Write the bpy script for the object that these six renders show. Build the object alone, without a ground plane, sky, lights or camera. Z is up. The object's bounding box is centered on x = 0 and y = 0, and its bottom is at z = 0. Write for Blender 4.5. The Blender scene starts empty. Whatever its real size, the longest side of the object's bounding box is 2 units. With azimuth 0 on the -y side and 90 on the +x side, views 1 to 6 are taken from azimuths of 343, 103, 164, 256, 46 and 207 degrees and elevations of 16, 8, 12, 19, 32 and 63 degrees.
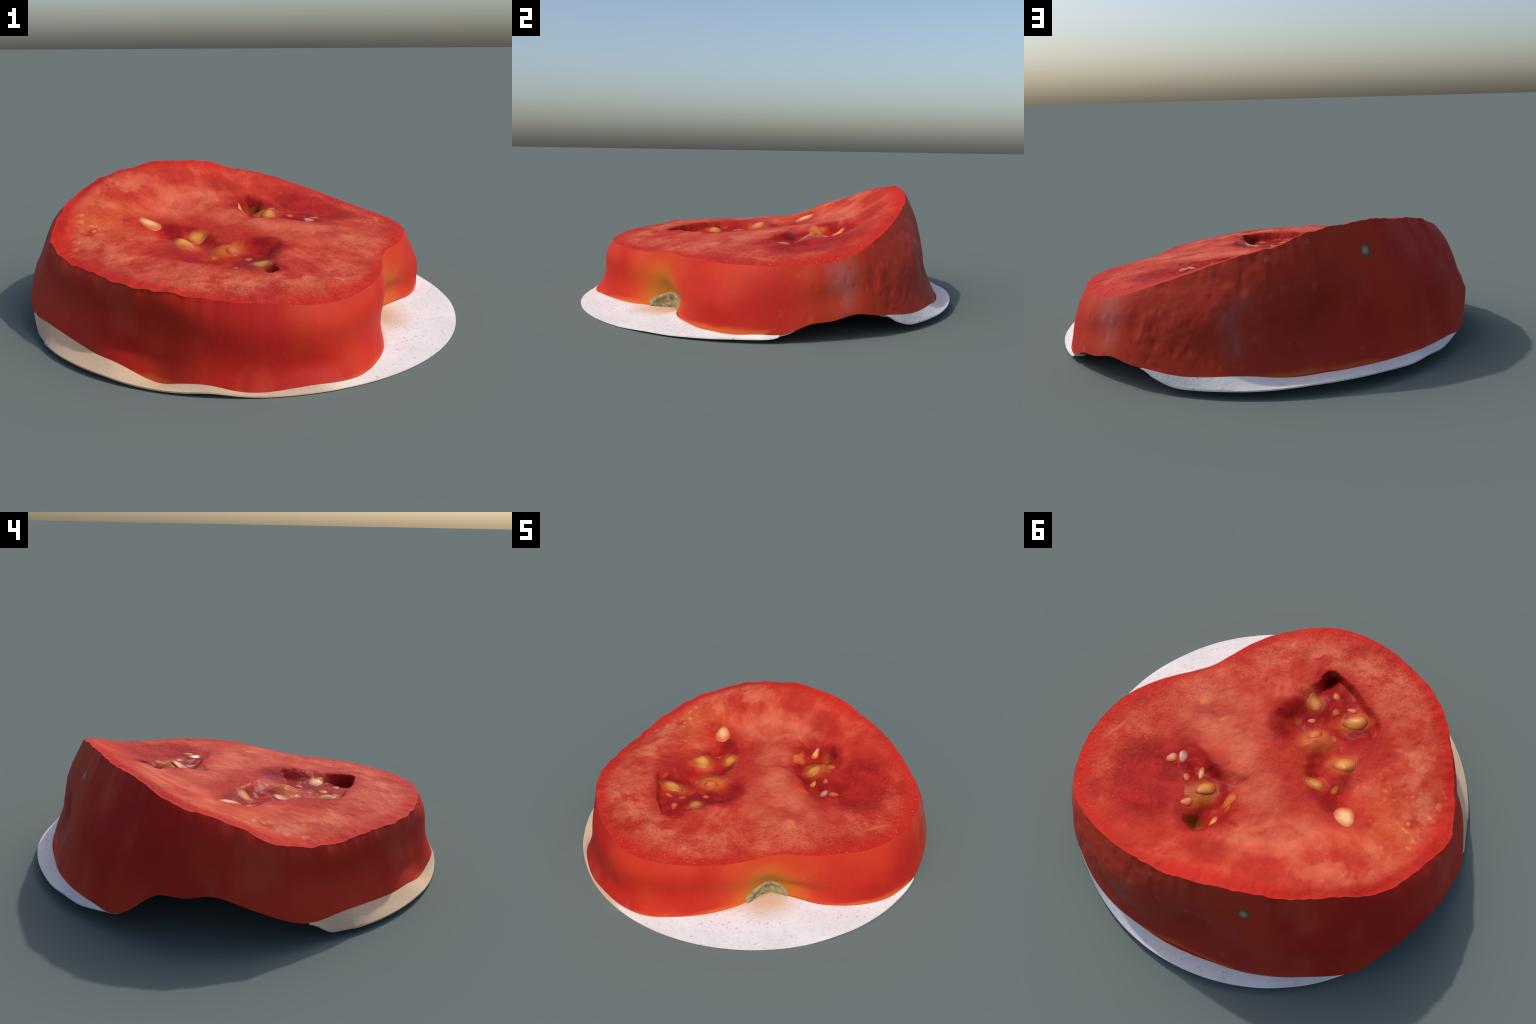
# A thick slice of tomato lying on a round scrap of white paper.
# The slice is a loft between three closed curves given in polar form (angle -> radius, height):
#   rim  : the edge of the cut face          foot : where the skin meets the paper
#   edge : the outer edge of the paper       (all are periodic cubic splines)
# The cut face is a thin-plate surface through the rim and a few inner points, with two seed
# chambers sunk into it; seeds are separate pieces lying in the chambers.
import bpy, math
import numpy as np
from mathutils import Vector, Euler


N = 720                                   # steps round the slice
TH = np.arange(N) * 2 * np.pi / N
CT, ST = np.cos(TH), np.sin(TH)
DEG = np.degrees(TH)

# ------------------------------------------------------------------ control values
RIM_R = [.844, .883, .915, .928, .926, .888, .844, .807, .774, .757, .740, .728, .727, .746, .758, .778, .818, .842, .854, .875,
         .892, .873, .859, .856, .867, .884, .888, .889, .894, .894, .891, .863, .816, .770, .725, .681, .657, .676, .728, .785]
RIM_Z = [.312, .315, .315, .327, .352, .400, .448, .493, .526, .554, .590, .606, .615, .616, .601, .587, .556, .518, .491, .438,
         .384, .357, .349, .354, .352, .349, .348, .337, .325, .317, .301, .294, .291, .291, .289, .292, .301, .308, .307, .314]
FOOT_R = [.932, .965, .986, .996, 1.0, .997, .997, .998, .990, .983, .973, .961, .946, .934, .928, .923, .921, .925, .933, .941,
          .950, .961, .981, .998, 1.0, 1.0, .997, .998, .997, .996, .999, .985, .966, .950, .932, .925, .932, .937, .938, .944,
          .965, .982, .989, .991, .988, .989, .976, .950, .909, .858, .802, .747, .698, .640, .602, .632, .704, .784, .836, .880]
FOOT_Z = [.026, .026, .035, .040, .081, .092, .114, .102, .090, .080, .077, .080, .075, .063, .058, .061, .060, .061, .064, .066,
          .068, .073, .081, .082, .138, .212, .212, .230, .198, .153, .113, .088, .092, .088, .073, .061, .057, .051, .027, .010,
          .030, .039, .022, .017, .024, .028, .019, .014, .019, .019, .015, .012, .014, .012, .014, .016, .030, .034, .029, .022]
EDGE_Z = [.017, .020, .021, .037, .081, .092, .114, .100, .073, .040, .035, .036, .037, .042, .048, .052, .054, .055, .053, .051,
          .058, .057, .070, .081, .138, .212, .212, .230, .198, .153, .113, .052, .035, .028, .026, .026, .024, .021, .014, .012,
          .014, .020, .012, .006, .004, .004, .004, .004, .004, .004, .004, .004, .004, .004, .004, .006, .009, .012, .012, .014]
# inner points the cut face passes through
FACE_POINTS = [(.317, -.112, .359), (.451, -.160, .346), (.421, .421, .382), (-.098, .472, .466), (.056, .175, .398),
               (-.047, .405, .447), (-.371, -.412, .370), (-.037, -.579, .347), (-.440, .138, .399), (-.579, .191, .456),
               (-.302, .321, .437)]
# mouths of the two seed chambers
CHAMBER_A = [(-.049, -.586), (-.098, -.581), (-.177, -.544), (-.247, -.500), (-.301, -.456), (-.353, -.438), (-.395, -.387),
             (-.403, -.344), (-.374, -.284), (-.374, -.216), (-.380, -.156), (-.404, -.089), (-.433, -.042), (-.440, .070),
             (-.375, .118), (-.290, .085), (-.206, .065), (-.160, .039), (-.117, -.020), (-.044, -.099), (.024, -.155),
             (.074, -.204), (.097, -.250), (.085, -.300), (.052, -.373), (.057, -.417), (-.013, -.502), (-.023, -.560)]
CHAMBER_B = [(.426, .083), (.375, .089), (.308, .102), (.242, .139), (.178, .152), (.117, .151), (.047, .140), (.030, .173),
             (.038, .232), (.049, .284), (.028, .365), (-.040, .385), (-.043, .411), (.005, .427), (.066, .454), (.097, .481),
             (.143, .487), (.202, .469), (.229, .430), (.259, .397), (.293, .328), (.343, .280), (.390, .230), (.423, .175),
             (.446, .115)]
RIM_FOURIER = (.8205, -.0254, -.0170, .0228, .0723, .0039, .0620)   # smooth rim radius used by the materials
STEM = Vector((.545, -.395, .055))


# ------------------------------------------------------------------ maths helpers
def periodic(values, t):
    """periodic natural cubic spline through evenly spaced values, at t in turns"""
    v = np.array(values, float)
    k = len(v)
    a, b = np.zeros((k, k)), np.zeros((k, k))
    for i in range(k):
        a[i, i] = 4; a[i, (i + 1) % k] += 1; a[i, i - 1] += 1
        b[i, i] = -12; b[i, (i + 1) % k] += 6; b[i, i - 1] += 6
    m = np.linalg.solve(a, b @ v)
    u = (np.asarray(t) % 1.0) * k
    i = np.floor(u).astype(int) % k
    f = u - np.floor(u); g = 1 - f; j = (i + 1) % k
    return g * v[i] + f * v[j] + ((g ** 3 - g) * m[i] + (f ** 3 - f) * m[j]) / 6


def ss(a, b, x):
    t = np.clip((x - a) / (b - a), 0, 1)
    return t * t * (3 - 2 * t)


def noise3(p, seed=0):
    """gradient-free value noise, -1..1"""
    p = np.asarray(p, float)
    i = np.floor(p).astype(np.int64); f = p - i
    f = f * f * f * (f * (f * 6 - 15) + 10)
    out = np.zeros(p.shape[:-1])
    for dx in (0, 1):
        for dy in (0, 1):
            for dz in (0, 1):
                h = (i[..., 0] + dx) * 374761393 + (i[..., 1] + dy) * 668265263 + (i[..., 2] + dz) * 2147483647 + seed * 1274126177
                h = (h ^ (h >> 13)) * 1103515245
                h = (h ^ (h >> 16)) & 0xFFFF
                w = (f[..., 0] if dx else 1 - f[..., 0]) * (f[..., 1] if dy else 1 - f[..., 1]) * (f[..., 2] if dz else 1 - f[..., 2])
                out += w * (h / 32767.5 - 1)
    return out


def fbm(p, octaves=4, seed=0):
    p = np.asarray(p, float); s, a = 0, 1.0
    for o in range(octaves):
        s = s + a * noise3(p, seed + o); p = p * 2.03 + 17.3; a *= .5
    return s


def smooth_loop(points, per=6):
    p = np.array(points)
    a, b, c, d = np.roll(p, 1, 0), p, np.roll(p, -1, 0), np.roll(p, -2, 0)
    t = (np.arange(per) / per)[None, :, None]
    a, b, c, d = (q[:, None, :] for q in (a, b, c, d))
    q = .5 * (2 * b + (c - a) * t + (2 * a - 5 * b + 4 * c - d) * t * t + (3 * b - a - 3 * c + d) * t ** 3)
    return q.reshape(-1, 2)


def inside_distance(x, y, loop):
    """signed distance to a closed loop, positive inside"""
    a, b = loop, np.roll(loop, -1, 0)
    best = np.full(x.shape, 9.0); odd = np.zeros(x.shape, bool)
    for (ax, ay), (bx, by) in zip(a, b):
        ex, ey = bx - ax, by - ay
        t = np.clip(((x - ax) * ex + (y - ay) * ey) / (ex * ex + ey * ey + 1e-12), 0, 1)
        best = np.minimum(best, np.hypot(x - ax - t * ex, y - ay - t * ey))
        odd ^= ((ay > y) != (by > y)) & (x < ex * (y - ay) / (ey if ey else 1e-12) + ax)
    return np.where(odd, best, -best)


# ------------------------------------------------------------------ curves
TURN = TH / (2 * np.pi)
rim_r, rim_z = periodic(RIM_R, TURN), periodic(RIM_Z, TURN)
foot_r, foot_z = periodic(FOOT_R, TURN), periodic(FOOT_Z, TURN)
edge_z = np.maximum(periodic(EDGE_Z, TURN), .004)
foot_r = np.minimum(foot_r, 1.0)
foot_z = np.maximum(foot_z, .006)
ragged = ss(55, 80, DEG) * (1 - ss(235, 265, DEG))           # the knife left a rough rim at the back
ring = np.stack([CT * 9, ST * 9, TH * 0], -1)
smooth_r = rim_r.copy()
rim_r += (.001 + .0030 * ragged) * fbm(ring * 2.2, 3, 3)
rim_z += (.001 + .0036 * ragged) * fbm(ring * 1.8, 3, 9)

ctrl = np.vstack([np.stack([np.array(RIM_R) * np.cos(np.arange(40) * math.tau / 40),
                            np.array(RIM_R) * np.sin(np.arange(40) * math.tau / 40), np.array(RIM_Z)], -1), np.array(FACE_POINTS)])


def _u(d):
    return d * d * np.log(d + 1e-9)


_n = len(ctrl)
_a = np.zeros((_n + 3, _n + 3))
_a[:_n, :_n] = _u(np.linalg.norm(ctrl[:, None, :2] - ctrl[None, :, :2], axis=-1)) + np.eye(_n) * .002
_a[:_n, _n] = 1; _a[_n, :_n] = 1
_a[:_n, _n + 1:] = ctrl[:, :2]; _a[_n + 1:, :_n] = ctrl[:, :2].T
_w = np.linalg.solve(_a, np.r_[ctrl[:, 2], 0, 0, 0])


def plate(x, y):
    z = _w[_n] + _w[_n + 1] * x + _w[_n + 2] * y
    for k in range(_n):
        z = z + _w[k] * _u(np.hypot(x - ctrl[k, 0], y - ctrl[k, 1]))
    return z


LOOP_A, LOOP_B = smooth_loop(CHAMBER_A), smooth_loop(CHAMBER_B)


def bump(x, y, cx, cy, s, sy=None, turn=0.0):
    c, sn = math.cos(turn), math.sin(turn)
    u, v = (x - cx) * c + (y - cy) * sn, -(x - cx) * sn + (y - cy) * c
    return np.exp(-(u / s) ** 2 - (v / (sy or s)) ** 2)


def face(x, y, rough=True):
    """height of the cut face, sideways push of undercut walls, and how far inside a chamber a point is"""
    z = plate(x, y)
    p = np.stack([x, y, x * 0], -1)
    wob = .006 * fbm(p * 16, 3, 21)
    da, db = inside_distance(x, y, LOOP_A) + wob, inside_distance(x, y, LOOP_B) + wob
    # chamber A: sheer on the outer side, easy slope on the inner side
    steep_a = np.clip(ss(.34, .50, -.45 * x - .89 * y), 0, 1)
    width_a = .105 - .085 * steep_a
    floor_a = (.044 + .016 * bump(x, y, .03, -.27, .10, .14) + .020 * bump(x, y, -.22, -.32, .10)
               + .055 * bump(x, y, -.030, -.545, .045)
               - .058 * bump(x, y, -.345, -.085, .065, .085, .5) - .034 * bump(x, y, -.150, -.200, .07, .075)
               - .018 * bump(x, y, -.270, -.378, .06, .04, .4) - .010 * bump(x, y, -.28, -.49, .08, .05, -.5)
               + .014 * bump(x, y, -.355, .03, .045) + .010 * bump(x, y, -.22, .01, .06))
    lumps = .008 * fbm(p * 9, 2, 5)
    dep_a = ss(-.012, width_a, da) * (floor_a + lumps)
    steep_b = np.clip(.75 - .75 * ss(.28, .42, .68 * x + .74 * y) + bump(x, y, .17, .47, .08), 0, 1)
    width_b = .13 - .10 * steep_b
    floor_b = (.046 - .030 * bump(x, y, .09, .20, .07) + .045 * bump(x, y, .15, .455, .060) - .050 * bump(x, y, .225, .305, .06, .08, .8)
               - .016 * bump(x, y, .37, .165, .06))
    dep_b = ss(-.012, width_b, db) * (floor_b + lumps)
    # broad swells of the cut face
    rho = np.hypot(x, y) / np.interp(np.arctan2(y, x) % (2 * np.pi), TH, smooth_r, period=2 * np.pi)
    ang = np.degrees(np.arctan2(y, x)) % 360
    back = ss(5, 35, ang) * (1 - ss(165, 195, ang))
    z = z + .014 * back * ss(.50, .88, rho) * (1 - ss(.93, 1.0, rho))
    z = z + .018 * bump(x, y, -.62, -.15, .14) + .014 * bump(x, y, -.30, .50, .18, .12) + .010 * bump(x, y, .68, .22, .12, .20)
    z = z - .030 * bump(x, y, .22, .47, .30, .15, -.6) - .017 * bump(x, y, -.73, .12, .11, .18)
    if rough:
        z = z + .0035 * fbm(p * 7, 3, 40) + .0018 * fbm(p * np.array([30, 30, 1]), 3, 50)
    # undercut round the deep hole of chamber A
    push = .040 * bump(x, y, -.05, -.575, .075) * np.exp(-((da - .02) / .018) ** 2)
    return z - dep_a - dep_b, push, np.maximum(da, db)


def surface_z(x, y):
    return float(face(np.array([x]), np.array([y]))[0][0])


# ------------------------------------------------------------------ object helpers
def link(obj, parent=None):
    bpy.context.scene.collection.objects.link(obj)
    if parent:
        obj.parent = parent
    return obj


def mesh_from(name, verts, faces, smooth=True):
    me = bpy.data.meshes.new(name)
    me.from_pydata(np.asarray(verts).tolist(), [], [list(map(int, f)) for f in faces])
    me.update()
    if smooth:
        me.polygons.foreach_set("use_smooth", [True] * len(me.polygons))
    return me


def grid_faces(rows, cols, wrap=True):
    r, c = np.meshgrid(np.arange(rows - 1), np.arange(cols if wrap else cols - 1), indexing="ij")
    c2 = (c + 1) % cols
    return np.stack([r * cols + c, r * cols + c2, (r + 1) * cols + c2, (r + 1) * cols + c], -1).reshape(-1, 4)


# ------------------------------------------------------------------ material helpers
class Nodes:
    def __init__(self, name):
        self.mat = bpy.data.materials.new(name)
        self.mat.use_nodes = True
        self.t = self.mat.node_tree
        self.bsdf = self.t.nodes["Principled BSDF"]
        self.obj = self.t.nodes.new("ShaderNodeTexCoord").outputs["Object"]

    def put(self, socket, v):
        if hasattr(v, "is_linked") or isinstance(v, bpy.types.NodeSocket):
            self.t.links.new(v, socket)
        elif isinstance(v, (tuple, list)) and len(v) == 3 and socket.type == "RGBA":
            socket.default_value = (*v, 1)
        else:
            socket.default_value = v

    def math(self, op, a, b=None, c=None, clamp=False):
        n = self.t.nodes.new("ShaderNodeMath"); n.operation = op; n.use_clamp = clamp
        for s, v in zip(n.inputs, (a, b, c)):
            if v is not None:
                self.put(s, v)
        return n.outputs[0]

    def vec(self, op, a, b=None, scale=None):
        n = self.t.nodes.new("ShaderNodeVectorMath"); n.operation = op
        self.put(n.inputs[0], a)
        if b is not None:
            self.put(n.inputs[1], b)
        if scale is not None:
            self.put(n.inputs["Scale"], scale)
        return n.outputs["Value"] if op in ("LENGTH", "DISTANCE", "DOT_PRODUCT") else n.outputs[0]

    def xyz(self, v):
        n = self.t.nodes.new("ShaderNodeSeparateXYZ"); self.put(n.inputs[0], v)
        return n.outputs

    def combine(self, x, y, z):
        n = self.t.nodes.new("ShaderNodeCombineXYZ")
        for s, v in zip(n.inputs, (x, y, z)):
            self.put(s, v)
        return n.outputs[0]

    def map(self, v, scale=(1, 1, 1), loc=(0, 0, 0), rot=(0, 0, 0)):
        n = self.t.nodes.new("ShaderNodeMapping")
        self.put(n.inputs["Vector"], v)
        n.inputs["Scale"].default_value = scale; n.inputs["Location"].default_value = loc; n.inputs["Rotation"].default_value = rot
        return n.outputs[0]

    def noise(self, v, scale, detail=4, rough=.5, dist=0.0):
        n = self.t.nodes.new("ShaderNodeTexNoise")
        self.put(n.inputs["Vector"], v)
        n.inputs["Scale"].default_value = scale; n.inputs["Detail"].default_value = detail
        n.inputs["Roughness"].default_value = rough; n.inputs["Distortion"].default_value = dist
        return n.outputs["Fac"]

    def voronoi(self, v, scale, rand=1.0):
        n = self.t.nodes.new("ShaderNodeTexVoronoi")
        self.put(n.inputs["Vector"], v)
        n.inputs["Scale"].default_value = scale; n.inputs["Randomness"].default_value = rand
        return n.outputs["Distance"], n.outputs["Color"]

    def step(self, v, a, b, lo=0.0, hi=1.0):
        n = self.t.nodes.new("ShaderNodeMapRange"); n.interpolation_type = "SMOOTHSTEP"
        self.put(n.inputs["Value"], v)
        for k, q in (("From Min", a), ("From Max", b), ("To Min", lo), ("To Max", hi)):
            n.inputs[k].default_value = q
        return n.outputs[0]

    def mix(self, f, a, b, mode="MIX"):
        n = self.t.nodes.new("ShaderNodeMix"); n.data_type = "RGBA"; n.blend_type = mode
        self.put(n.inputs[0], f); self.put(n.inputs[6], a); self.put(n.inputs[7], b)
        return n.outputs[2]

    def mul(self, *v):
        out = v[0]
        for q in v[1:]:
            out = self.math("MULTIPLY", out, q)
        return out

    def blob(self, centre, radius, turn=0.0, soft=.5, v=None):
        """1 inside an ellipsoid, fading to 0 at its border; radius is (rx, ry, rz)"""
        d = self.vec("SUBTRACT", v if v is not None else self.obj, centre)
        d = self.map(d, rot=(0, 0, -turn))
        d = self.vec("LENGTH", self.vec("DIVIDE", d, radius))
        return self.step(d, 1.0, 1.0 - soft)

    def bump(self, h, strength, distance):
        n = self.t.nodes.new("ShaderNodeBump")
        n.inputs["Strength"].default_value = strength; n.inputs["Distance"].default_value = distance
        self.put(n.inputs["Height"], h)
        self.t.links.new(n.outputs[0], self.bsdf.inputs["Normal"])

    def warp(self, scale, amount, detail=4):
        """object coordinates pushed about sideways by noise"""
        a = self.math("SUBTRACT", self.noise(self.obj, scale, detail), .5)
        b = self.math("SUBTRACT", self.noise(self.map(self.obj, loc=(3.1, 1.7, 0)), scale, detail), .5)
        return self.vec("ADD", self.obj, self.vec("SCALE", self.combine(a, b, 0.0), scale=amount))

    def done(self, colour, rough=.5, spec=.3, coat=0.0, sub=0.0):
        self.put(self.bsdf.inputs["Base Color"], colour)
        self.put(self.bsdf.inputs["Roughness"], rough)
        self.bsdf.inputs["Specular IOR Level"].default_value = spec
        self.bsdf.inputs["Coat Weight"].default_value = coat
        self.bsdf.inputs["Coat Roughness"].default_value = .12
        return self.mat

    def polar(self):
        """unit direction in the plane, radius, and radius as a share of the rim radius"""
        x, y, z = self.xyz(self.obj)
        r = self.math("ADD", self.vec("LENGTH", self.combine(x, y, 0.0)), 1e-4)
        c, s = self.math("DIVIDE", x, r), self.math("DIVIDE", y, r)
        c2 = self.math("SUBTRACT", self.mul(c, c), self.mul(s, s)); s2 = self.mul(c, s, 2.0)
        c3 = self.math("SUBTRACT", self.mul(c2, c), self.mul(s2, s)); s3 = self.math("ADD", self.mul(s2, c), self.mul(c2, s))
        f = RIM_FOURIER[0]
        for k, q in zip(RIM_FOURIER[1:], (c, s, c2, s2, c3, s3)):
            f = self.math("MULTIPLY_ADD", q, k, f)
        return c, s, r, self.math("DIVIDE", r, f)


SALMON, RED = (.56, .120, .066), (.455, .040, .021)


def wet_flesh(n):
    """colour of the cut face, shared by the firm flesh and the walls of the chambers"""
    c, s, r, rho = n.polar()
    warp = n.warp(5, .13)
    swirl = n.warp(11, .07, 3)
    fibres = n.noise(n.combine(n.mul(c, 2.6), n.mul(s, 2.6), n.mul(r, 2.4)), 3.4, 6, .6, .8)
    cloud = n.noise(warp, 3.0, 5, .55)
    blotch = n.noise(swirl, 7.0, 5, .52)
    away = n.step(r, .12, .45)
    tone = n.math("ADD", n.mul(cloud, .42), n.math("ADD", n.mul(blotch, .30), n.math("ADD", n.mul(fibres, away, .28), n.math("MULTIPLY_ADD", away, -.14, .14))))
    col = n.mix(n.step(tone, .38, .56), (.350, .020, .013), RED)
    col = n.mix(n.mul(n.step(tone, .49, .66), .85), col, SALMON)
    # broad pale areas: the core, and a band under the skin on the left side
    core = n.blob((.36, -.13, .35), (.40, .26, 1), -.3, .9, warp)
    core2 = n.blob((-.20, .36, .43), (.36, .17, 1), .5, .9, warp)
    bridge = n.blob((.04, .115, .39), (.46, .15, 1), -.655, .9, warp)
    pale = n.math("MAXIMUM", n.math("MAXIMUM", n.mul(core, .85), n.mul(core2, .95)), n.mul(bridge, .70))
    band = n.mul(n.step(rho, .62, .76), n.step(rho, .97, .86), n.step(n.math("ADD", n.mul(c, -.8), n.mul(s, -.6)), -.25, .35))
    mott = n.step(n.noise(swirl, 10, 5, .62), .40, .62)
    pale = n.math("MAXIMUM", pale, n.mul(band, mott, .95))
    col = n.mix(n.mul(pale, n.step(blotch, .32, .60, .30, 1.0), .80), col, (.59, .150, .080))
    # orange warmth, left end
    warm = n.blob((-.62, .12, .42), (.34, .30, 1), .2, .9, warp)
    col = n.mix(n.mul(warm, n.step(n.noise(n.obj, 6, 4), .35, .65), .6), col, (.50, .085, .022))
    cells, cellcol = n.voronoi(warp, 26)
    bubbles = n.mul(n.blob((-.70, -.02, .38), (.25, .40, 1), 0, .8), n.step(cells, .42, .18), n.step(n.noise(n.obj, 9, 3), .45, .62))
    col = n.mix(n.mul(bubbles, .85), col, (.64, .200, .085))
    # clear jelly showing dark red in and round the chambers
    dark = n.mul(n.blob((.45, .34, .36), (.25, .30, 1), .35, .55, warp), .95)
    for p, rad, turn, k in (((.16, .34, .4), (.17, .20, 1), 0, 1), ((.28, .20, .37), (.20, .11, 1), -.5, 1),
                            ((-.17, -.33, .35), (.27, .24, 1), .3, 1), ((-.25, -.10, .36), (.15, .23, 1), .3, 1),
                            ((-.05, -.53, .34), (.10, .10, 1), 0, 1), ((.015, -.26, .35), (.13, .17, 1), .2, 1), ((-.32, .05, .38), (.15, .10, 1), -.3, 1),
                            ((-.50, .13, .41), (.20, .13, 1), .3, .5), ((-.02, .56, .50), (.22, .10, 1), .1, .5)):
        dark = n.math("MAXIMUM", dark, n.mul(n.blob(p, rad, turn, .38 if k == 1 else .8, warp), k))
    jelly = n.mix(n.step(n.noise(warp, 7, 5, .55), .38, .62), (.235, .008, .008), (.37, .016, .012))
    col = n.mix(n.mul(dark, .94), col, jelly)
    # saturated red edge under the skin
    edge = n.step(n.math("ADD", rho, n.mul(n.math("SUBTRACT", n.noise(n.obj, 7, 4), .5), .16)), .89, .985)
    col = n.mix(n.mul(edge, .85), col, (.46, .018, .011))
    # scattered fine pale dots on the front half
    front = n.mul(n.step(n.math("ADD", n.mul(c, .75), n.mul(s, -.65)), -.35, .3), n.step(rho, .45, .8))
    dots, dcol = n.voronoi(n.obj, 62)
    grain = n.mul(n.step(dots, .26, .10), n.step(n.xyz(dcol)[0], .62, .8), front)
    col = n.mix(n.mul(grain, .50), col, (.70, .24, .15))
    fine = n.noise(n.obj, 70, 3, .6)
    col = n.mix(n.mul(n.step(fine, .52, .36), front, .35), col, (.25, .018, .014))
    # faint pale veins and spots
    for p, q in (((.317, -.112, .359), .045), ((.451, -.160, .346), .045)):
        col = n.mix(n.mul(n.blob(p, (q, q * .7, .2), .5, 1.0, warp), .5), col, (.62, .20, .05))
    col = n.mix(n.mul(n.blob((.765, .155, .324), (.014, .12, .2), -.35, .9), .5), col, (.60, .15, .06))
    return col, front, fine, fibres, dots


def flesh_material():
    n = Nodes("tomato_flesh")
    col, front, fine, fibres, dots = wet_flesh(n)
    h = n.math("ADD", n.mul(fine, n.math("ADD", n.mul(front, .8), .25)), n.mul(n.noise(n.map(n.obj, scale=(1, 1.6, 1)), 14, 5, .6, .6), 1.6))
    n.bump(h, .40, .014)
    return n.done(col, n.step(fibres, .3, .7, .55, .70), .06)


def gel_material():
    n = Nodes("tomato_jelly")
    warp = n.warp(9, .10)
    col, *_ = wet_flesh(n)
    col = n.mix(n.mul(n.step(n.noise(n.map(warp, loc=(7, 7, 7)), 9, 4), .55, .72), .5), col, (.46, .065, .016))
    # amber jelly sacs over seeds
    for p, rad, turn, k, amber in (((-.15, -.20, .34), (.13, .10, .3), .4, .8, (.52, .120, .026)),
                                   ((-.315, -.13, .36), (.10, .09, .3), .5, .7, (.46, .130, .028)),
                                   ((.215, .30, .38), (.095, .085, .3), .8, .85, (.38, .125, .018)),
                                   ((.17, .43, .36), (.06, .06, .3), 0, .8, (.24, .075, .010)),  # darker amber patch in chamber B's hole
                                   ((.06, .29, .38), (.035, .07, .3), .2, .8, (.52, .125, .018)),
                                   ((.43, .20, .33), (.05, .05, .3), .2, .6, (.48, .065, .014)),
                                   ((-.27, -.38, .34), (.12, .07, .3), .4, .8, (.50, .125, .022)),
                                   ((-.035, -.40, .34), (.08, .06, .3), .4, .6, (.48, .110, .020)),
                                   ((-.23, .017, .34), (.09, .06, .3), .0, .6, (.46, .110, .020))):
        col = n.mix(n.mul(n.blob(p, rad, turn, .8, warp), k), col, amber)
    # the hollow of chamber A, its deep shade darkened into the colour
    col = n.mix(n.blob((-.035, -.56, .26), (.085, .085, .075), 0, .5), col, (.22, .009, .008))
    n.bump(n.noise(n.obj, 14, 3), .22, .010)
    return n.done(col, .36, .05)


def skin_material():
    n = Nodes("tomato_skin")
    c, s, r, rho = n.polar()
    x, y, z = n.xyz(n.obj)
    wide = n.noise(n.map(n.obj, scale=(1, 1, .55)), 2.6, 4, .5)
    col = n.mix(n.step(wide, .38, .62), (.385, .015, .010), (.455, .030, .012))
    col = n.mix(n.mul(n.step(n.noise(n.map(n.obj, loc=(4, 4, 4), scale=(1, 1, .4)), 4.2, 4), .55, .72), .5), col, (.49, .062, .032))
    # ripening: orange to olive round the stem
    d = n.vec("DISTANCE", n.obj, tuple(STEM))
    d = n.math("ADD", d, n.mul(n.math("SUBTRACT", n.noise(n.obj, 6, 3), .5), .10))
    col = n.mix(n.step(d, .38, .14, 0, .70), col, (.52, .064, .015))
    col = n.mix(n.step(d, .23, .11, 0, .80), col, (.46, .120, .016))
    col = n.mix(n.step(d, .135, .095, 0, .65), col, (.36, .150, .016))
    # browner, dull side with pale reflected sheen painted in patches, and small scars
    back = n.mul(n.step(y, .15, .55), n.step(x, -.6, .1))
    col = n.mix(n.mul(back, .55), col, (.33, .040, .018))
    sheen_mottle = n.noise(n.map(n.obj, scale=(1, 1, .8)), 6, 5, .6)
    patch = n.math("MAXIMUM", n.blob((.78, .52, .25), (.11, .11, .5), .6, .8), n.blob((.30, .82, .25), (.13, .3, .20), 0, .8))
    col = n.mix(n.mul(patch, n.step(sheen_mottle, .36, .60), .60), col, (.34, .105, .088))
    scars, scol = n.voronoi(n.map(n.obj, scale=(1, 1, .7)), 17)
    col = n.mix(n.mul(n.step(scars, .30, .16), n.step(n.xyz(scol)[1], .6, .75), back, n.step(n.noise(n.obj, 20, 3), .4, .6), .5), col, (.42, .075, .035))
    # pores
    pores, pcol = n.voronoi(n.map(n.obj, scale=(1, 1, .6)), 42)
    where = n.math("MAXIMUM", n.blob((.76, -.25, .12), (.2, .2, .14), 0, .6), n.mul(n.blob((.80, .48, .2), (.2, .2, .3), 0, .6), .8))
    col = n.mix(n.mul(n.step(pores, .24, .12), n.step(n.xyz(pcol)[0], .5, .7), where, .65), col, (.26, .012, .014))
    # white reflection spot with its dark halo, coloured onto the skin
    col = n.mix(n.blob((-.248, .745, .502), (.050, .06, .050), 0, .95), col, (.12, .055, .024))
    col = n.mix(n.blob((-.248, .745, .502), (.024, .05, .026), .0, .9), col, (.27, .31, .22))
    # juice drawn into the paper leaves an orange line along the foot
    h = n.math("SUBTRACT", z, n.math("MULTIPLY_ADD", y, .030, .030))
    h = n.math("ADD", h, n.mul(n.math("SUBTRACT", n.noise(n.obj, 11, 3), .5), .03))
    h = n.math("ADD", h, n.step(r, .985, .999, 0, .1))
    col = n.mix(n.step(h, .030, .002, 0, .75), col, (.52, .115, .020))
    fine = n.noise(n.obj, 55, 3)
    n.bump(n.math("ADD", n.mul(fine, .3), n.mul(n.step(scars, .0, .35), back, .8)), .25, .012)
    return n.done(col, .55, .10)


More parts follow.
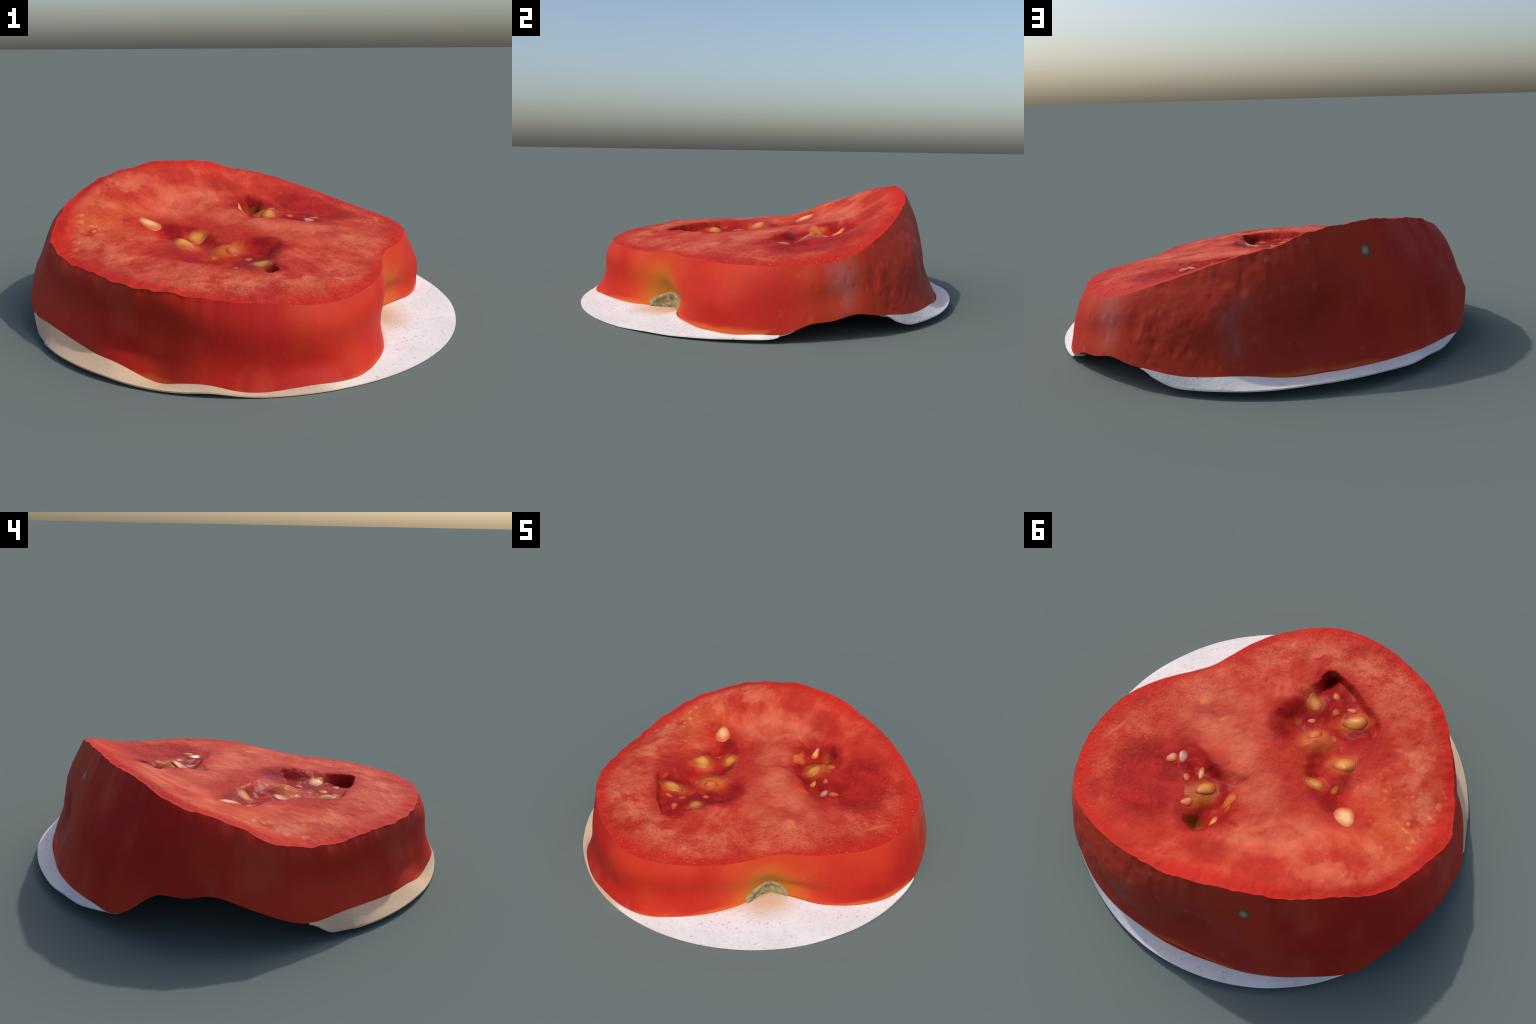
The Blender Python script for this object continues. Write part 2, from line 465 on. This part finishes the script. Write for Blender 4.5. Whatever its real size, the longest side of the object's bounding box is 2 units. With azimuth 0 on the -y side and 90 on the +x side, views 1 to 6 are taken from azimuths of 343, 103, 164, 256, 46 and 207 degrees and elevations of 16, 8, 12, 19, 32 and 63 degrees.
def paper_material():
    n = Nodes("white_paper")
    x, y, z = n.xyz(n.obj)
    col = n.mix(n.step(n.noise(n.obj, 4, 4), .3, .7), (.64, .600, .590), (.73, .690, .680))
    spots, scol = n.voronoi(n.vec('ADD', n.obj, n.vec('SCALE', n.combine(n.noise(n.obj, 40), n.noise(n.obj, 50), 0.0), scale=.012)), 36)
    k = n.xyz(scol)
    size = n.math("MULTIPLY_ADD", k[1], .16, .08)
    speck = n.mul(n.math("LESS_THAN", spots, size), n.step(k[0], .45, .50))
    col = n.mix(n.mul(speck, .55), col, (.33, .30, .30))
    col = n.mix(n.mul(n.step(n.noise(n.obj, 48, 3, .7), .52, .68), .55), col, (.52, .49, .50))
    # tan tone on the left; by the notch, tomato's bounce light tinted in
    tan = n.step(n.math("ADD", n.mul(x, -.8), n.math("ADD", n.mul(y, -.6), n.mul(n.noise(n.obj, 3, 3), .2))), .35, .85)
    col = n.mix(n.mul(tan, .9), col, (.58, .40, .245))
    col = n.mix(n.blob((.52, -.39, .02), (.24, .20, .3), .9, .9, n.warp(9, .05)), col, (.60, .40, .27))
    n.bump(n.noise(n.obj, 60, 4, .6), .35, .006)
    return n.done(col, .85, .15)


def seed_material(name, pale, rim, gloss):
    n = Nodes(name)
    x, y, z = n.xyz(n.obj)
    d = n.vec("LENGTH", n.combine(x, n.mul(y, 1.3), 0.0))
    d = n.math("ADD", d, n.mul(n.math("SUBTRACT", n.noise(n.obj, 1.6, 3), .5), .5))
    col = n.mix(n.step(d, .12, .92), pale, rim)
    return n.done(col, gloss, .25)


def stem_material():
    n = Nodes("dry_stem")
    v = n.map(n.obj, scale=(1, 1, 1))
    t = n.noise(v, 24, 6, .65, .8)
    col = n.mix(n.step(t, .34, .64), (.19, .145, .066), (.33, .270, .135))
    col = n.mix(n.mul(n.step(n.noise(v, 60, 3), .5, .7), .5), col, (.42, .35, .20))
    n.bump(t, .8, .015)
    return n.done(col, .9, .1)


M_FLESH, M_GEL, M_SKIN, M_PAPER, M_STEM = flesh_material(), gel_material(), skin_material(), paper_material(), stem_material()
M_PALE = seed_material("pale_seed_coat", (.70, .385, .16), (.46, .080, .024), .45)
M_GOLD = seed_material("gold_seed_coat", (.56, .235, .040), (.36, .050, .012), .40)
M_AMBER = seed_material("amber_seed_coat", (.50, .130, .022), (.36, .040, .012), .40)
M_GLINT = seed_material("pink_membrane", (.56, .26, .20), (.36, .026, .016), .30)

# ------------------------------------------------------------------ tomato slice
slice_root = bpy.data.objects.new("tomato_slice", None)
slice_root["label"] = "thick wedge-shaped tomato slice with two seed chambers"
slice_root["category"] = "tomato slice"
link(slice_root)

# cut face: polar grid, rows bunched where the chambers are
ROWS = 230
t = np.linspace(0, 1, ROWS)
t = t ** .85
t[0] = .002
X = (rim_r[None, :] * t[:, None]) * CT
Y = (rim_r[None, :] * t[:, None]) * ST
Z, PUSH, INSIDE = face(X, Y)
fix = rim_z - Z[-1]
Z += fix[None, :] * ss(.80, 1.0, t)[:, None] ** 2
gx, gy = -.15, -.98                                        # the undercut runs outwards, under the flesh
X2, Y2 = X + PUSH * gx, Y + PUSH * gy
top_v = np.stack([X2, Y2, Z], -1).reshape(-1, 3)
top_v = np.vstack([top_v, [[0, 0, Z[0].mean()]]])
top_f = [tuple(f) for f in grid_faces(ROWS, N)]
whole = mesh_from("cut_face", top_v, top_f + [(len(top_v) - 1, i, (i + 1) % N) for i in range(N)])
normals = np.empty(len(top_v) * 3, np.float32)
whole.vertex_normals.foreach_get("vector", normals)
normals = normals.reshape(-1, 3)
if normals[N * 100, 2] < 0:
    whole.flip_normals(); normals = -normals
polys = [tuple(p.vertices) for p in whole.polygons]
deep = np.append(INSIDE.reshape(-1), -1.0)
is_gel = np.array([deep[list(p)].mean() > .010 for p in polys])


def region(name, mask, material, parent):
    keep = [p for p, m in zip(polys, mask) if m]
    used = np.unique(np.concatenate([np.array(p) for p in keep]))
    back = {int(v): i for i, v in enumerate(used)}
    me = mesh_from(name, top_v[used], [[back[v] for v in p] for p in keep])
    me.normals_split_custom_set_from_vertices(normals[used].tolist())
    me.materials.append(material)
    return link(bpy.data.objects.new(name, me), parent)


flesh = region("flesh", ~is_gel, M_FLESH, slice_root)
gel = region("seed_jelly", is_gel, M_GEL, slice_root)
bpy.data.meshes.remove(whole)

# skin: loft from the rim down to the foot
LEVELS = 48
sv = np.linspace(0, 1, LEVELS)[:, None]
cut = ss(14, 20, DEG) * (1 - ss(43, 49, DEG)) + ss(132, 140, DEG) * (1 - ss(186, 194, DEG))
def swell(theta, width, level, depth, amount):
    d = (DEG - theta + 180) % 360 - 180
    return amount * np.exp(-(d / width) ** 2) * np.exp(-((sv - level) / depth) ** 2)


lit = 1 - ss(50, 75, DEG) * (1 - ss(330, 350, DEG))
wave = (.012 - .008 * lit) * np.sin(2 * np.pi * sv) * (1 - .6 * cut) + (.006 + .005 * lit) * 4 * sv * (1 - sv) + .016 * ss(135, 150, DEG) * (1 - ss(165, 185, DEG)) * 4 * sv * (1 - sv) * (1 - sv)
wave = wave + (swell(225, 15, .40, .26, -.046) + swell(192, 18, .45, .26, -.024)            # hollow left flank
               + swell(68, 13, .50, .28, .022) + swell(124, 20, .54, .27, .037)   # full shoulders at the back
               + swell(93, 7, .62, .17, -.046) + swell(90, 9, .85, .18, -.024)             # soft pit between them
               + swell(338, 8, .80, .18, -.030) + swell(226, 10, .82, .14, -.016) + swell(334, 6, .55, .18, .014) + swell(324, 8, .42, .20, .014)
               + swell(357, 9, .62, .25, .022) + swell(30, 10, .60, .25, -.012)
               + swell(282, 14, .55, .30, -.014) + swell(270, 10, .82, .16, -.012))
R_ = smooth_r * (1 - sv) + foot_r * sv + (rim_r - smooth_r) * (1 - sv) ** 8 + wave
Z_ = rim_z * (1 - sv) + foot_z * sv
P = np.stack([R_ * CT, R_ * ST, Z_], -1)
fade = (np.sin(np.pi * sv) ** .6)
dull = ss(30, 55, DEG) * (1 - ss(75, 95, DEG))
soft = fbm(P * 2.6, 2, 70) * .004
pits = -np.clip(noise3(P * np.array([17, 17, 12]), 81) - .40, 0, 1) * .026 * dull
chips = fbm(P * 24, 2, 90) * .0028 * dull
R_ = R_ + (soft + pits + chips) * fade
R_ = np.minimum(R_, 1.0)
skin_v = np.stack([R_ * CT, R_ * ST, Z_], -1).reshape(-1, 3)
me = mesh_from("skin", skin_v, [f[::-1] for f in grid_faces(LEVELS, N)])
me.materials.append(M_SKIN)
skin = link(bpy.data.objects.new("skin", me), slice_root)

# underside: flat cut that sags between the foot points
bt = np.linspace(1, .05, 24)[:, None]
bz = foot_z * bt + .10 * (1 - bt)
bv = np.stack([foot_r * bt * CT, foot_r * bt * ST, bz], -1).reshape(-1, 3)
bv = np.vstack([bv, [[0, 0, .10]]])
bf = [tuple(f[::-1]) for f in grid_faces(24, N)] + [(len(bv) - 1, 23 * N + (i + 1) % N, 23 * N + i) for i in range(N)]
me = mesh_from("underside", bv, bf)
me.materials.append(M_FLESH)
under = link(bpy.data.objects.new("underside", me), slice_root)

# ------------------------------------------------------------------ seeds
SR, SA = 14, 32                            # rings and spokes of a seed


def seed(name, x, y, length, turn, material, wide=.8, high=.115):
    """a flat teardrop seed half sunk in the jelly: its back follows the chamber floor and stands proud of it"""
    z0, c, sn = surface_z(x, y), math.cos(turn), math.sin(turn)
    q = np.linspace(0, 1, SR)[:, None]
    a = np.arange(SA) * math.tau / SA
    u = q * np.cos(a)
    v = q * np.sin(a) * wide * (1 - .30 * np.cos(a))
    px, py = x + length * (u * c - v * sn), y + length * (u * sn + v * c)
    floor = (face(px, py, False)[0] + sum(face(px + dx, py + dy, False)[0] for dx, dy in ((.012, 0), (-.012, 0), (0, .012), (0, -.012)))) / 5
    real = face(px, py)[0]
    dome = high * (1 - q ** 2) ** .8 - .16 * ss(.80, 1.0, q)
    w = (np.maximum(floor, real - .001) - z0) / length + dome
    me = mesh_from(name, np.stack([u, v, w], -1).reshape(-1, 3), grid_faces(SR, SA))
    me.materials.append(material)
    o = bpy.data.objects.new(name, me)
    o.location = (x, y, z0)
    o.rotation_euler = (0, 0, turn)
    o.scale = (length, length, length)
    # the mesh is built in the seed's own frame, so Object coordinates run from -1 to 1 along it
    return link(o, gel)


seed("seed", -.435, .135, .070, 2.3, M_PALE, .74)
for x, y, l, turn, m, w in (
        (-.318, -.125, .066, .35, M_GOLD, .75), (-.232, .017, .054, -.15, M_GOLD, .75),
        (-.268, -.378, .070, .40, M_GOLD, .62), (-.040, -.400, .058, -1.1, M_GOLD, .75),
        (-.123, -.482, .030, -.9, M_AMBER, .65), (-.159, -.397, .026, 1.2, M_AMBER, .75),
        (-.225, -.440, .030, .2, M_AMBER, .5), (-.120, -.225, .046, .9, M_AMBER, .7),
        (-.215, -.250, .026, 2.1, M_AMBER, .6), (-.070, -.300, .026, .4, M_AMBER, .6), (-.330, .005, .030, 1.4, M_AMBER, .6),
        (.269, .203, .040, 1.9, M_GOLD, .40), (.205, .272, .058, 1.0, M_GOLD, .70),
        (.073, .285, .048, 1.3, M_AMBER, .6), (.093, .406, .040, 1.6, M_GOLD, .4),
        (.432, .195, .036, .8, M_AMBER, .75), (.250, .370, .034, .5, M_AMBER, .7), (.315, .255, .028, 2.2, M_AMBER, .6)):
    seed("seed", x, y, l, turn, m, w)
# whitish-pink wet highlight on the jelly, modelled as a low pale lens
seed("membrane", .386, .165, .045, 1.9, M_GLINT, .5)

# ------------------------------------------------------------------ stem scar: a corky arch in the notch
def wall_radius(theta, z):
    j = int(round(theta / (2 * math.pi) * N)) % N
    return float(np.interp(-z, -Z_[:, j], R_[:, j]))


A, Bn = 72, 16
verts, faces = [], []
for i in range(A + 1):
    a = math.pi * i / A
    for j in range(Bn + 1):
        q = j / Bn
        grow = 1 + .07 * float(noise3(np.array([math.cos(a) * 2, math.sin(a) * 2, 3.0]), 8))
        cx, cz = math.cos(a) * .124 * q * grow, .008 + math.sin(a) * .098 * q * grow
        th = math.radians(323.5) + cx / .66
        fold = .003 * math.sin(q * 17 + 2.5 * math.sin(3 * a)) * q + .006 * float(fbm(np.array([cx * 34, cz * 34, q * 3]), 3, 5))
        lip = .006 * ss(.55, .82, q) - .030 * ss(.90, 1.0, q)
        r = wall_radius(th, cz) + .006 + (fold if j < Bn else 0) + float(lip)
        verts.append((r * math.cos(th), r * math.sin(th), cz))
faces = [(i * (Bn + 1) + j, i * (Bn + 1) + j + 1, (i + 1) * (Bn + 1) + j + 1, (i + 1) * (Bn + 1) + j) for i in range(A) for j in range(Bn)]
me = mesh_from("stem_scar", verts, faces)
me.materials.append(M_STEM)
link(bpy.data.objects.new("stem_scar", me), slice_root)

# ------------------------------------------------------------------ paper: two arcs of a disc, missing where the slice overhangs
edge_r = .997 - .004 * (edge_z > .03)
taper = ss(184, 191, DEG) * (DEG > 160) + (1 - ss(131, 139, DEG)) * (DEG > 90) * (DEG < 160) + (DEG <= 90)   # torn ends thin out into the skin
edge_z = edge_z * taper + foot_z * (1 - taper)
inner_r = np.minimum(foot_r - .035, edge_r - .03)
K = 16
pt = np.linspace(0, 1, K - 4)[:, None]
mid_r = np.minimum(foot_r, edge_r - .002)
Rp = np.vstack([inner_r + (mid_r - inner_r) * np.array([[0], [.35], [.7], [.9]]), mid_r * (1 - pt) + edge_r * pt])
tt = np.clip((Rp - foot_r) / np.maximum(edge_r - foot_r, .004), 0, 1)
Zp = (foot_z + .001) * (1 - tt) + edge_z * tt
Zp[:4] = foot_z - np.array([[.006], [.005], [.003], [.001]])
Zp = np.maximum(Zp + .0012 * fbm(np.stack([Rp * CT * 6, Rp * ST * 6, Rp * 0], -1), 2, 30), .004)
gone = ((DEG > 20.5) & (DEG < 45.5)) | ((DEG > 139) & (DEG < 184))
up = np.stack([Rp * CT, Rp * ST, Zp], -1).reshape(-1, 3)
down = up.copy(); down[:, 2] = np.maximum(down[:, 2] - .006, 0)
pv = np.vstack([up, down])
pf, n_up = [], len(up)
for j in range(N):
    k = (j + 1) % N
    if gone[j] or gone[k]:
        continue
    for i in range(K - 1):
        a, b, c, d = i * N + j, i * N + k, (i + 1) * N + k, (i + 1) * N + j
        pf.append((a, d, c, b)); pf.append((a + n_up, b + n_up, c + n_up, d + n_up))
    o1, o2 = (K - 1) * N + j, (K - 1) * N + k
    pf.append((o1, o1 + n_up, o2 + n_up, o2))
    pf.append((j, k, k + n_up, j + n_up))
    for e, flip in ((j, gone[j - 1]), (k, gone[(k + 1) % N])):
        if flip:
            for i in range(K - 1):
                q = (i * N + e, (i + 1) * N + e, (i + 1) * N + e + n_up, i * N + e + n_up)
                pf.append(q if e == k else q[::-1])
used = sorted({v for f in pf for v in f})
back = {v: i for i, v in enumerate(used)}
me = mesh_from("paper_disc", pv[used], [[back[v] for v in f] for f in pf])
me.set_sharp_from_angle(angle=math.radians(40))
me.materials.append(M_PAPER)
paper = link(bpy.data.objects.new("paper_disc", me))
paper["label"] = "round scrap of speckled white paper under the slice"
paper["category"] = "paper"
